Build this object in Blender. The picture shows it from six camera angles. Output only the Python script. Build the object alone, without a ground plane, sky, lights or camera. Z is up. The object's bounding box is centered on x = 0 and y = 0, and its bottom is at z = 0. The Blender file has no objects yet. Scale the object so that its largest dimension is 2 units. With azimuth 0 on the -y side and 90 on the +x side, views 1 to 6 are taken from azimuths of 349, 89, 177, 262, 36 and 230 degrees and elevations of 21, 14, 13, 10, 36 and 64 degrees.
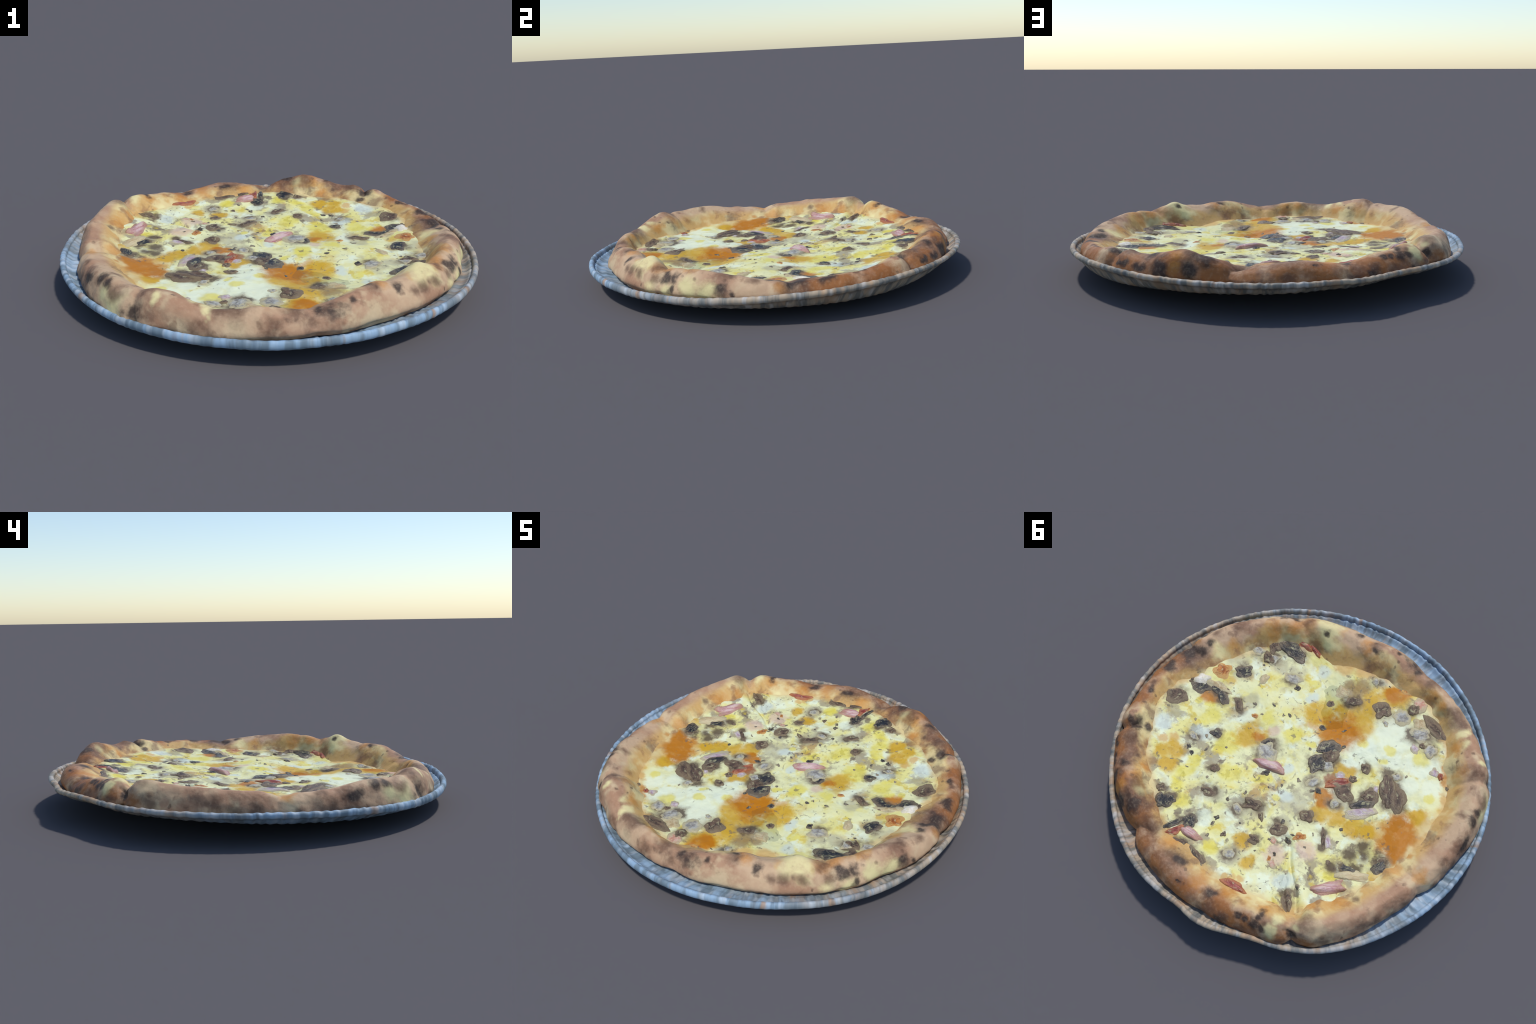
# A round pizza with a puffy charred crust on a shallow fluted foil plate.
import bpy, math
import numpy as np
from mathutils import Vector

TAU = 2 * math.pi
rng = np.random.default_rng(11)


# ------------------------------------------------------------------ helpers
def smooth(a, b, x):
    t = np.clip((np.asarray(x, float) - a) / (b - a), 0, 1)
    return t * t * (3 - 2 * t)


def _hash(ix, iy, iz, seed):
    h = (ix * 374761393 + iy * 668265263 + iz * 2147483647 + seed * 1274126177) & 0xFFFFFFFF
    h = ((h ^ (h >> 13)) * 1274126177) & 0xFFFFFFFF
    h = ((h ^ (h >> 16)) * 2246822519) & 0xFFFFFFFF
    return ((h ^ (h >> 15)) & 0xFFFFFF) / float(0xFFFFFF) * 2 - 1


def noise3(x, y, z, seed=0):
    """Smooth value noise in -1..1."""
    x, y, z = np.broadcast_arrays(*(np.asarray(v, float) for v in (x, y, z)))
    ix, iy, iz = (np.floor(v).astype(np.int64) for v in (x, y, z))
    fx, fy, fz = x - ix, y - iy, z - iz
    fx, fy, fz = (f * f * f * (f * (f * 6 - 15) + 10) for f in (fx, fy, fz))
    out = 0.0
    for dx in (0, 1):
        for dy in (0, 1):
            for dz in (0, 1):
                w = (fx if dx else 1 - fx) * (fy if dy else 1 - fy) * (fz if dz else 1 - fz)
                out = out + w * _hash(ix + dx, iy + dy, iz + dz, seed)
    return out


def fbm(x, y, z, seed=0, octaves=3, gain=0.5):
    s, a, f = 0.0, 1.0, 1.0
    for o in range(octaves):
        s = s + a * noise3(x * f, y * f, z * f, seed + 17 * o)
        a, f = a * gain, f * 2.03
    return s


def ring_curve(points):
    """Periodic cubic through (degrees, value) control points; returns f(radians)."""
    pts = sorted((d % 360, v) for d, v in points)
    t = np.radians([p[0] for p in pts])
    v = np.array([p[1] for p in pts], float)
    tt = np.concatenate([t[-2:] - TAU, t, t[:2] + TAU])
    vv = np.concatenate([v[-2:], v, v[:2]])
    m = np.gradient(vv, tt)

    def f(th):
        th = np.mod(th, TAU)
        i = np.clip(np.searchsorted(tt, th, side="right") - 1, 0, len(tt) - 2)
        h = tt[i + 1] - tt[i]
        u = (th - tt[i]) / h
        return ((2 * u**3 - 3 * u**2 + 1) * vv[i] + (u**3 - 2 * u**2 + u) * h * m[i]
                + (-2 * u**3 + 3 * u**2) * vv[i + 1] + (u**3 - u**2) * h * m[i + 1])
    return f


def ang(a, b):
    return (a - b + math.pi) % TAU - math.pi


def catmull(P, n):
    """P: (k, N, 2) control points of N profiles; returns (n, N, 2) dense profiles."""
    k = len(P)
    out = []
    for s in np.linspace(0, k - 1, n):
        i = min(int(s), k - 2)
        u = s - i
        p0, p1, p2, p3 = P[max(i - 1, 0)], P[i], P[i + 1], P[min(i + 2, k - 1)]
        out.append(0.5 * (2 * p1 + (p2 - p0) * u + (2 * p0 - 5 * p1 + 4 * p2 - p3) * u * u + (3 * p1 - p0 - 3 * p2 + p3) * u**3))
    return np.array(out)


def mesh_object(name, verts, faces, material, parent, smooth_shade=True):
    me = bpy.data.meshes.new(name)
    me.from_pydata([tuple(v) for v in verts], [], faces)
    me.update()
    if smooth_shade:
        me.polygons.foreach_set("use_smooth", [True] * len(me.polygons))
    if material:
        me.materials.append(material)
    ob = bpy.data.objects.new(name, me)
    bpy.context.scene.collection.objects.link(ob)
    ob.parent = parent
    return ob


def loft(name, X, Y, Z, material, parent, caps=True, loop=False):
    """Rows = profile samples, columns = closed ring samples."""
    r, c = X.shape
    verts = np.stack([X, Y, Z], -1).reshape(-1, 3)
    faces = []
    for i in range(r if loop else r - 1):
        a, b = i * c, ((i + 1) % r) * c
        for j in range(c):
            k = (j + 1) % c
            faces.append((a + j, a + k, b + k, b + j))
    if caps and not loop:
        verts = np.vstack([verts, verts[:c].mean(0), verts[-c:].mean(0)])
        s, e, l = r * c, r * c + 1, (r - 1) * c
        for j in range(c):
            k = (j + 1) % c
            faces.append((s, k, j))
            faces.append((e, l + j, l + k))
    return mesh_object(name, verts, faces, material, parent)


# ------------------------------------------------------------------ measured outlines
def tilt(x, y):
    return 0.005 * x + 0.019 * y


RIM_R = ring_curve([(0, .995), (15, .995), (30, .990), (45, .984), (60, .984), (75, .994), (90, .994), (98, .982), (104, .974), (110, .988), (115, .984), (121, .968), (127, .963), (135, .980), (144, .994),
                    (154, .994), (165, .988), (180, .988), (210, .992), (240, .996), (255, 1.003), (270, 1.005), (285, .998), (300, .993), (330, .996)])
RIM_Z = ring_curve([(0, .135), (15, .144), (30, .150), (45, .150), (60, .148), (90, .146), (105, .145), (120, .147), (135, .145), (150, .142), (165, .138), (180, .134),
                    (195, .127), (210, .118), (225, .109), (240, .107), (255, .109), (270, .114), (285, .117), (315, .115), (330, .117), (345, .125)])
CRUST_TOP = ring_curve([(0, .179), (5, .176), (15, .184), (25, .190), (35, .213), (40, .222), (50, .220), (57, .236), (63, .254), (68, .245),
                        (75, .210), (82, .189), (90, .203), (95, .212), (105, .195), (112, .192), (120, .214), (130, .231), (145, .239), (155, .229),
                        (165, .222), (175, .207), (184, .187), (195, .200), (205, .221), (217, .219), (230, .225), (238, .203), (247, .182),
                        (257, .191), (268, .170), (275, .181), (285, .212), (294, .195), (302, .204), (310, .218), (320, .204), (333, .212), (345, .201)])
CRUST_MID = ring_curve([(0, .881), (15, .895), (30, .890), (50, .872), (75, .860), (90, .856), (105, .842), (120, .836), (135, .857), (150, .868),
                        (165, .850), (180, .838), (195, .854), (215, .888), (230, .882), (250, .856), (270, .824), (285, .796), (295, .787), (310, .798), (330, .828), (345, .852)])
CRUST_OUT = ring_curve([(355, .942), (7, .940), (17, .952), (28, .958), (38, .968), (49, .963), (61, .951), (71, .928), (83, .930), (93, .930),
                        (104, .926), (115, .928), (124, .931), (137, .958), (149, .952), (159, .932), (171, .902), (180, .905), (191, .922), (201, .942), (210, .961),
                        (219, .975), (226, .978), (233, .958), (241, .947), (249, .935), (258, .918), (266, .908), (274, .900), (287, .893),
                        (298, .893), (307, .902), (316, .910), (325, .925), (336, .920), (346, .943)])
CRUST_IN = ring_curve([(349, .755), (335, .762), (320, .745), (309, .690), (297, .680), (280, .705), (266, .760), (257, .790), (245, .785), (234, .765),
                       (220, .785), (205, .740), (191, .735), (178, .725), (167, .751), (155, .762), (145, .775), (137.5, .835), (130, .775), (117, .766), (103, .765),
                       (94, .735), (83, .774), (74, .772), (62, .774), (52, .796), (42, .800), (33, .835), (17, .815), (3, .752)])

# creases across the crust: (inner degrees, outer degrees, half width in degrees, depth)
CREASES = [(2.3, 2.6, 1.6, .014), (137.6, 137.9, 2.2, .036), (182, 181, 2.0, .014), (222, 224.5, 1.5, .012), (81.5, 77, 2.2, .026), (39, 40.5, 1.7, .030),
           (243, 243, 1.5, .006), (113, 111, 2.5, .008), (319, 322, 2.2, .010), (331, 326, 2.0, .007), (270, 270, 3.0, .006)]
# rounded swellings on the crust: x, y, radius, height
SWELLINGS = [(.508, -.590, .062, .023), (.297, -.70, .05, .018), (-.19, -.765, .06, .012), (.10, .80, .045, .020), (-.742, .09, .05, .014), (-.50, -.62, .06, .008)]


LIP = ring_curve([(0, .016), (45, .013), (90, .012), (150, .012), (190, .014), (225, .019), (270, .020), (315, .019)])     # half height of the rolled lip
FOOT_Z = ring_curve([(0, .060), (20, .057), (40, .061), (60, .076), (80, .086), (100, .090), (120, .100), (135, .099), (150, .098), (165, .088),
                     (180, .078), (200, .066), (240, .054), (270, .054), (300, .058), (330, .060)])


def plate_under(k, th):
    """Height of the foil underside at share k of the rim radius: a shallow cone with a soft foot."""
    edge = FOOT_Z(th)
    u = np.clip((np.minimum(k, .90) - .30) / .60, 0, 1)
    return edge * (.25 * u + .75 * u**1.6) + np.clip((k - .90) / .075, 0, 1) ** 2.0 * (RIM_Z(th) + .009 - 1.9 * LIP(th) - edge)


def plate_inner(x, y):
    r = np.hypot(x, y)
    th = np.arctan2(y, x)
    k = r / RIM_R(th)
    step = .010 + .005 * smooth(.80, .91, k)
    lip = RIM_Z(th) - .008
    z = plate_under(np.minimum(k, .91), th) + step
    return np.where(k > .91, z + (lip - z) * np.clip((k - .91) / .065, 0, 1) ** 1.2, z)


# ------------------------------------------------------------------ cheese height
# how far the cheese climbs the crust all round, and broad swells and hollows: x, y, radius, height
CLIMB = ring_curve([(0, .020), (40, .022), (75, .034), (110, .026), (140, .024), (165, .034), (185, .038), (205, .022), (225, .004), (250, .006),
                    (280, .001), (305, .010), (330, .014)])
SWELLS = [(-.15, -.38, .19, .006), (.09, .127, .06, .006), (.05, -.24, .13, -.012), (.18, -.37, .16, -.018), (.02, -.37, .10, -.005), (.38, -.50, .16, -.016),
          (.20, .60, .10, .012), (-.02, .67, .07, .004), (.25, .36, .12, .006), (-.45, .0, .12, -.004), (.32, -.12, .19, .016), (.62, .0, .15, .012), (.08, -.41, .10, -.008), (-.60, .05, .13, -.013), (.42, .40, .12, -.012)]

CUTS = [((-.60, .545), (-.29, .31), .011), ((.14, .70), (.06, .30), .005)]     # where a knife parted the slices


def cheese_height(x, y):
    x, y = np.asarray(x, float), np.asarray(y, float)
    r, th = np.hypot(x, y), np.arctan2(y, x)
    ri = CRUST_IN(th)
    z = .1165 + .031 * smooth(-.02, .55, y)
    z = z - .0035 + .92 * CLIMB(th) * smooth(.78, 1.03, r / ri)
    for cx, cy, rad, h in SWELLS:
        z = z + h * np.exp(-(((x - cx) ** 2 + (y - cy) ** 2) / rad**2) ** 1.4)
    for (ax, ay), (bx, by), d in CUTS:
        t = np.clip(((x - ax) * (bx - ax) + (y - ay) * (by - ay)) / ((bx - ax) ** 2 + (by - ay) ** 2), 0, 1)
        g = np.hypot(x - ax - t * (bx - ax), y - ay - t * (by - ay)) + .030 * noise3(x * 6, y * 6, 8, 5)
        z = z - d * np.exp(-(g / .011) ** 2) + .4 * d * np.exp(-((g - .035) / .022) ** 2)
    z = z + .0040 * fbm(x * 4.5, y * 4.5, 0, 3, 2) + .0038 * fbm(x * 10 + .5 * noise3(x * 5, y * 5, 0, 71), y * 10, 1, 5, 2) + .0010 * fbm(x * 40, y * 40, 2, 9, 2)
    return z


# ------------------------------------------------------------------ where things lie
# pieces of topping: x, y, length, width, direction in degrees
PIECES = {
    "white": [(0.725, 0.102, 0.074, 0.057, 66)],
    "black": [(0.69, 0.129, 0.077, 0.047, 37), (0.626, 0.079, 0.049, 0.031, 15), (0.573, 0.083, 0.074, 0.034, 159), (0.626, -0.111, 0.081, 0.049, 59),
        (0.412, 0.238, 0.05, 0.036, 32), (0.435, 0.399, 0.023, 0.029, 60), (0.394, 0.409, 0.023, 0.029, 54), (0.199, 0.059, 0.059, 0.026, 80),
        (0.574, -0.407, 0.133, 0.071, 21), (0.368, -0.276, 0.031, 0.025, 20), (0.105, -0.237, 0.031, 0.023, 27), (-0.06, -0.243, 0.021, 0.019, 55),
        (-0.017, -0.17, 0.09, 0.058, 59), (-0.052, -0.078, 0.094, 0.072, 59), (0.242, 0.685, 0.068, 0.061, 11), (0.231, 0.652, 0.044, 0.036, 80),
        (0.083, 0.643, 0.067, 0.041, 72), (0.061, 0.649, 0.038, 0.026, 63), (0.115, 0.724, 0.093, 0.02, 80), (0.015, 0.523, 0.029, 0.019, 76),
        (0.064, 0.421, 0.014, 0.017, 66), (-0.312, 0.416, 0.014, 0.017, 60), (0.067, 0.171, 0.045, 0.025, 62), (-0.366, -0.1, 0.098, 0.043, 59),
        (-0.175, 0.025, 0.025, 0.029, 60), (-0.293, 0.317, 0.034, 0.022, 175), (-0.674, 0.049, 0.064, 0.057, 24), (-0.589, 0.171, 0.091, 0.039, 44),
        ],
    "beige": [(0.634, 0.056, 0.121, 0.043, 25), (0.521, -0.17, 0.062, 0.036, 109), (0.207, -0.47, 0.062, 0.061, 19), (-0.205, -0.657, 0.069, 0.057, 142),
        (-0.631, 0.184, 0.148, 0.061, 48)],
    "brown": [(0.748, 0.144, 0.037, 0.032, 94), (0.58, 0.037, 0.018, 0.028, 72), (0.723, 0.266, 0.082, 0.061, 55), (0.481, 0.037, 0.073, 0.029, 147),
        (0.245, 0.366, 0.025, 0.035, 29), (0.659, -0.344, 0.041, 0.064, 69), (0.613, -0.27, 0.069, 0.042, 2), (0.19, -0.37, 0.04, 0.03, 103),
        (0.124, -0.472, 0.068, 0.039, 57), (-0.025, -0.547, 0.08, 0.059, 64), (-0.287, -0.701, 0.132, 0.042, 179), (-0.119, -0.684, 0.035, 0.056, 30),
        (-0.309, -0.572, 0.019, 0.032, 50), (-0.057, -0.152, 0.067, 0.062, 61), (0.312, 0.653, 0.037, 0.035, 27), (0.012, 0.754, 0.081, 0.039, 42),
        (-0.088, 0.734, 0.11, 0.042, 3), (0.155, 0.475, 0.072, 0.033, 43), (0.241, 0.372, 0.041, 0.034, 120), (-0.038, 0.343, 0.082, 0.041, 32),
        (-0.111, 0.345, 0.042, 0.02, 146), (-0.188, 0.45, 0.047, 0.028, 28), (-0.075, 0.549, 0.031, 0.02, 85), (-0.214, 0.321, 0.066, 0.046, 64),
        (-0.228, -0.248, 0.031, 0.039, 52), (-0.234, -0.164, 0.038, 0.031, 23), (-0.39, -0.261, 0.183, 0.056, 140), (-0.449, -0.267, 0.121, 0.056, 146),
        (-0.357, -0.157, 0.068, 0.054, 7), (-0.255, -0.076, 0.085, 0.066, 60), (-0.25, 0.156, 0.053, 0.052, 73), (-0.575, -0.512, 0.022, 0.022, 42),
        (-0.395, 0.173, 0.082, 0.022, 140), (-0.537, 0.11, 0.057, 0.057, 29), (-0.618, 0.042, 0.116, 0.046, 35), (-0.53, 0.228, 0.048, 0.03, 178),
        (-0.538, 0.514, 0.078, 0.031, 145)],
    "sauce": [(0.705, -0.021, 0.082, 0.074, 71), (0.368, 0.015, 0.032, 0.021, 27), (-0.008, -0.75, 0.054, 0.044, 12), (-0.315, 0.451, 0.03, 0.016, 122),
        (-0.317, 0.259, 0.061, 0.034, 65)],
    "speck": [(0.432, 0.287, 0.033, 0.016, 136), (0.545, 0.276, 0.019, 0.019, 46), (0.427, -0.032, 0.033, 0.024, 16), (0.354, -0.022, 0.019, 0.016, 61),
        (0.259, -0.136, 0.027, 0.02, 167), (0.126, -0.323, 0.014, 0.018, 52), (0.123, -0.287, 0.017, 0.02, 52), (0.058, -0.322, 0.019, 0.02, 52),
        (0.006, 0.559, 0.036, 0.017, 107), (-0.033, 0.619, 0.024, 0.026, 46), (0.223, 0.432, 0.018, 0.016, 33), (0.038, 0.327, 0.033, 0.017, 102),
        (-0.075, 0.449, 0.016, 0.016, 53), (-0.066, 0.064, 0.029, 0.031, 66), (-0.152, 0.048, 0.04, 0.024, 35), (-0.408, 0.064, 0.022, 0.026, 38),
        (-0.45, 0.124, 0.023, 0.023, 4), (-0.2, 0.274, 0.022, 0.035, 38), (-0.515, 0.433, 0.035, 0.021, 158)],
    "grey": [(0.163, 0.096, 0.108, 0.088, 33), (0.468, 0.342, 0.036, 0.04, 104), (0.69, -0.26, 0.072, 0.044, 11), (0.593, -0.293, 0.048, 0.056, 18),
        (0.137, -0.647, 0.034, 0.04, 41), (0.427, -0.297, 0.085, 0.059, 10), (-0.091, -0.511, 0.027, 0.031, 76), (-0.113, -0.61, 0.078, 0.072, 35),
        (-0.255, -0.608, 0.112, 0.07, 52), (-0.356, -0.589, 0.059, 0.064, 43), (-0.079, -0.143, 0.036, 0.041, 26), (-0.005, 0.413, 0.058, 0.033, 177),
        (-0.179, 0.59, 0.053, 0.039, 58), (-0.364, -0.347, 0.047, 0.036, 67), (-0.283, 0.002, 0.037, 0.046, 177), (-0.122, 0.012, 0.053, 0.06, 17),
        (-0.547, 0.03, 0.06, 0.035, 41), (-0.093, -0.109, 0.063, 0.05, 41)],
    "hamred": [(0.559, -0.488, 0.088, 0.05, 26), (0.496, -0.508, 0.084, 0.033, 7), (0.706, -0.342, 0.105, 0.036, 56), (0.08, 0.738, 0.089, 0.04, 82),
        (-0.326, 0.673, 0.115, 0.029, 17), (-0.203, -0.091, 0.12, 0.046, 63), (-0.499, -0.53, 0.038, 0.019, 149)],
    "pink": [(-0.118, -0.738, 0.073, 0.067, 23), (-0.255, 0.377, 0.032, 0.033, 86), (-0.343, 0.456, 0.034, 0.039, 72)],
    "lilac": [(-0.296, -0.534, 0.02, 0.046, 68), (-0.179, -0.122, 0.045, 0.037, 44), (-0.398, -0.078, 0.139, 0.029, 60), (-0.351, -0.214, 0.028, 0.037, 40),
        (-0.465, -0.519, 0.044, 0.044, 44), (-0.423, 0.165, 0.07, 0.032, 145)],
    "ham": [(0.029, 0.681, 0.103, 0.049, 20), (0.090, 0.127, 0.185, 0.062, 33), (-0.608, 0.319, 0.166, 0.035, 63),
        ],
}

# stains and pools in the cheese: x, y, length, width, direction in degrees
PATCHES = {
    "orange": [(0.024, -0.291, 0.14, 0.123, 61), (-0.018, -0.258, 0.066, 0.085, 52), (0.006, -0.683, 0.099, 0.06, 64), (0.617, 0.118, 0.086, 0.055, 36),
        (0.268, 0.07, 0.039, 0.036, 20), (-0.649, -0.137, 0.226, 0.082, 150), (-0.668, -0.085, 0.123, 0.098, 22), (-0.224, 0.024, 0.07, 0.054, 32),
        (-0.517, -0.556, 0.094, 0.034, 147)],
    "amber": [(0.027, -0.34, 0.229, 0.087, 55), (0.167, -0.276, 0.096, 0.092, 25), (0.059, -0.442, 0.203, 0.08, 68), (0.021, -0.603, 0.264, 0.081, 70),
        (0.288, 0.102, 0.11, 0.075, 62), (0.465, 0.468, 0.065, 0.062, 80), (0.489, 0.523, 0.05, 0.037, 63), (0.413, 0.553, 0.06, 0.057, 67),
        (-0.165, 0.497, 0.048, 0.062, 46), (-0.272, 0.548, 0.042, 0.044, 52), (-0.211, 0.758, 0.102, 0.032, 24), (-0.591, -0.272, 0.059, 0.047, 50),
        (-0.307, 0.065, 0.138, 0.065, 33), (-0.505, -0.039, 0.048, 0.065, 23), (-0.433, 0.017, 0.044, 0.07, 20), (-0.165, -0.156, 0.09, 0.038, 48),
        (-0.71, 0.117, 0.034, 0.031, 110)],
    "brownp": [(0.171, -0.526, 0.139, 0.078, 62), (0.474, 0.602, 0.054, 0.061, 50)],
    "redp": [(-0.008, -0.747, 0.077, 0.051, 19), (-0.198, -0.092, 0.123, 0.068, 46)],
    "tan": [(0.265, -0.608, 0.186, 0.088, 37), (0.539, 0.452, 0.091, 0.042, 58), (-0.283, 0.657, 0.101, 0.032, 41), (-0.612, -0.172, 0.259, 0.149, 61),
        (-0.698, -0.112, 0.197, 0.049, 78), (-0.611, -0.463, 0.048, 0.054, 0)],
    "white": [(-0.141, -0.408, 0.336, 0.174, 60), (-0.277, -0.395, 0.441, 0.089, 48), (-0.477, -0.402, 0.198, 0.093, 45), (0.403, 0.045, 0.091, 0.06, 57),
        (0.053, 0.576, 0.07, 0.062, 22)],
    "yellow": [(-0.111, -0.337, 0.044, 0.037, 63), (-0.236, -0.427, 0.043, 0.032, 38), (-0.257, -0.355, 0.038, 0.026, 60), (-0.362, -0.524, 0.074, 0.053, 47),
        (0.159, -0.077, 0.081, 0.075, 56), (0.342, -0.379, 0.046, 0.045, 67), (0.063, -0.123, 0.038, 0.042, 60), (0.621, 0.187, 0.036, 0.033, 75),
        (0.325, 0.218, 0.112, 0.101, 57), (0.305, -0.048, 0.055, 0.059, 70), (0.35, 0.425, 0.069, 0.077, 49), (0.508, 0.203, 0.072, 0.082, 63),
        (0.566, 0.153, 0.042, 0.044, 78), (0.285, 0.587, 0.077, 0.067, 64), (0.32, 0.489, 0.066, 0.056, 53), (0.18, 0.32, 0.105, 0.068, 54),
        (0.055, 0.202, 0.067, 0.043, 54), (-0.1, 0.637, 0.053, 0.068, 60), (0.187, 0.616, 0.076, 0.065, 54), (-0.06, 0.224, 0.039, 0.048, 54),
        (-0.561, -0.396, 0.04, 0.041, 66), (-0.562, 0.271, 0.057, 0.049, 71)],
    "bluish": [(0.278, -0.308, 0.054, 0.05, 58), (0.365, -0.458, 0.062, 0.062, 69), (-0.166, -0.358, 0.034, 0.073, 61), (0.633, 0.417, 0.08, 0.076, 69),
        (0.463, 0.302, 0.085, 0.064, 62), (-0.441, 0.473, 0.053, 0.093, 41), (0.023, 0.078, 0.034, 0.062, 43), (-0.448, 0.469, 0.073, 0.07, 20),
        (-0.09, 0.172, 0.046, 0.072, 69)],
    "pinkp": [(0.136, -0.204, 0.067, 0.027, 28), (0.236, -0.012, 0.043, 0.065, 45), (-0.316, 0.425, 0.097, 0.075, 164), (-0.397, 0.279, 0.087, 0.09, 61),
        ],
    "greyp": [(0.715, -0.142, 0.125, 0.094, 62), (0.451, -0.03, 0.073, 0.06, 30), (-0.185, 0.588, 0.096, 0.089, 46), (-0.029, 0.37, 0.135, 0.094, 38),
        (0.137, 0.461, 0.104, 0.072, 53), (-0.209, 0.266, 0.049, 0.064, 40), (-0.287, -0.024, 0.092, 0.106, 6), (-0.128, 0.024, 0.073, 0.097, 28),
        (-0.153, 0.17, 0.127, 0.12, 54), (-0.201, -0.589, 0.265, 0.131, 35), (0.49, -0.309, 0.163, 0.078, 23), (0.181, 0.075, 0.113, 0.095, 45),
        ],
}

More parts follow.
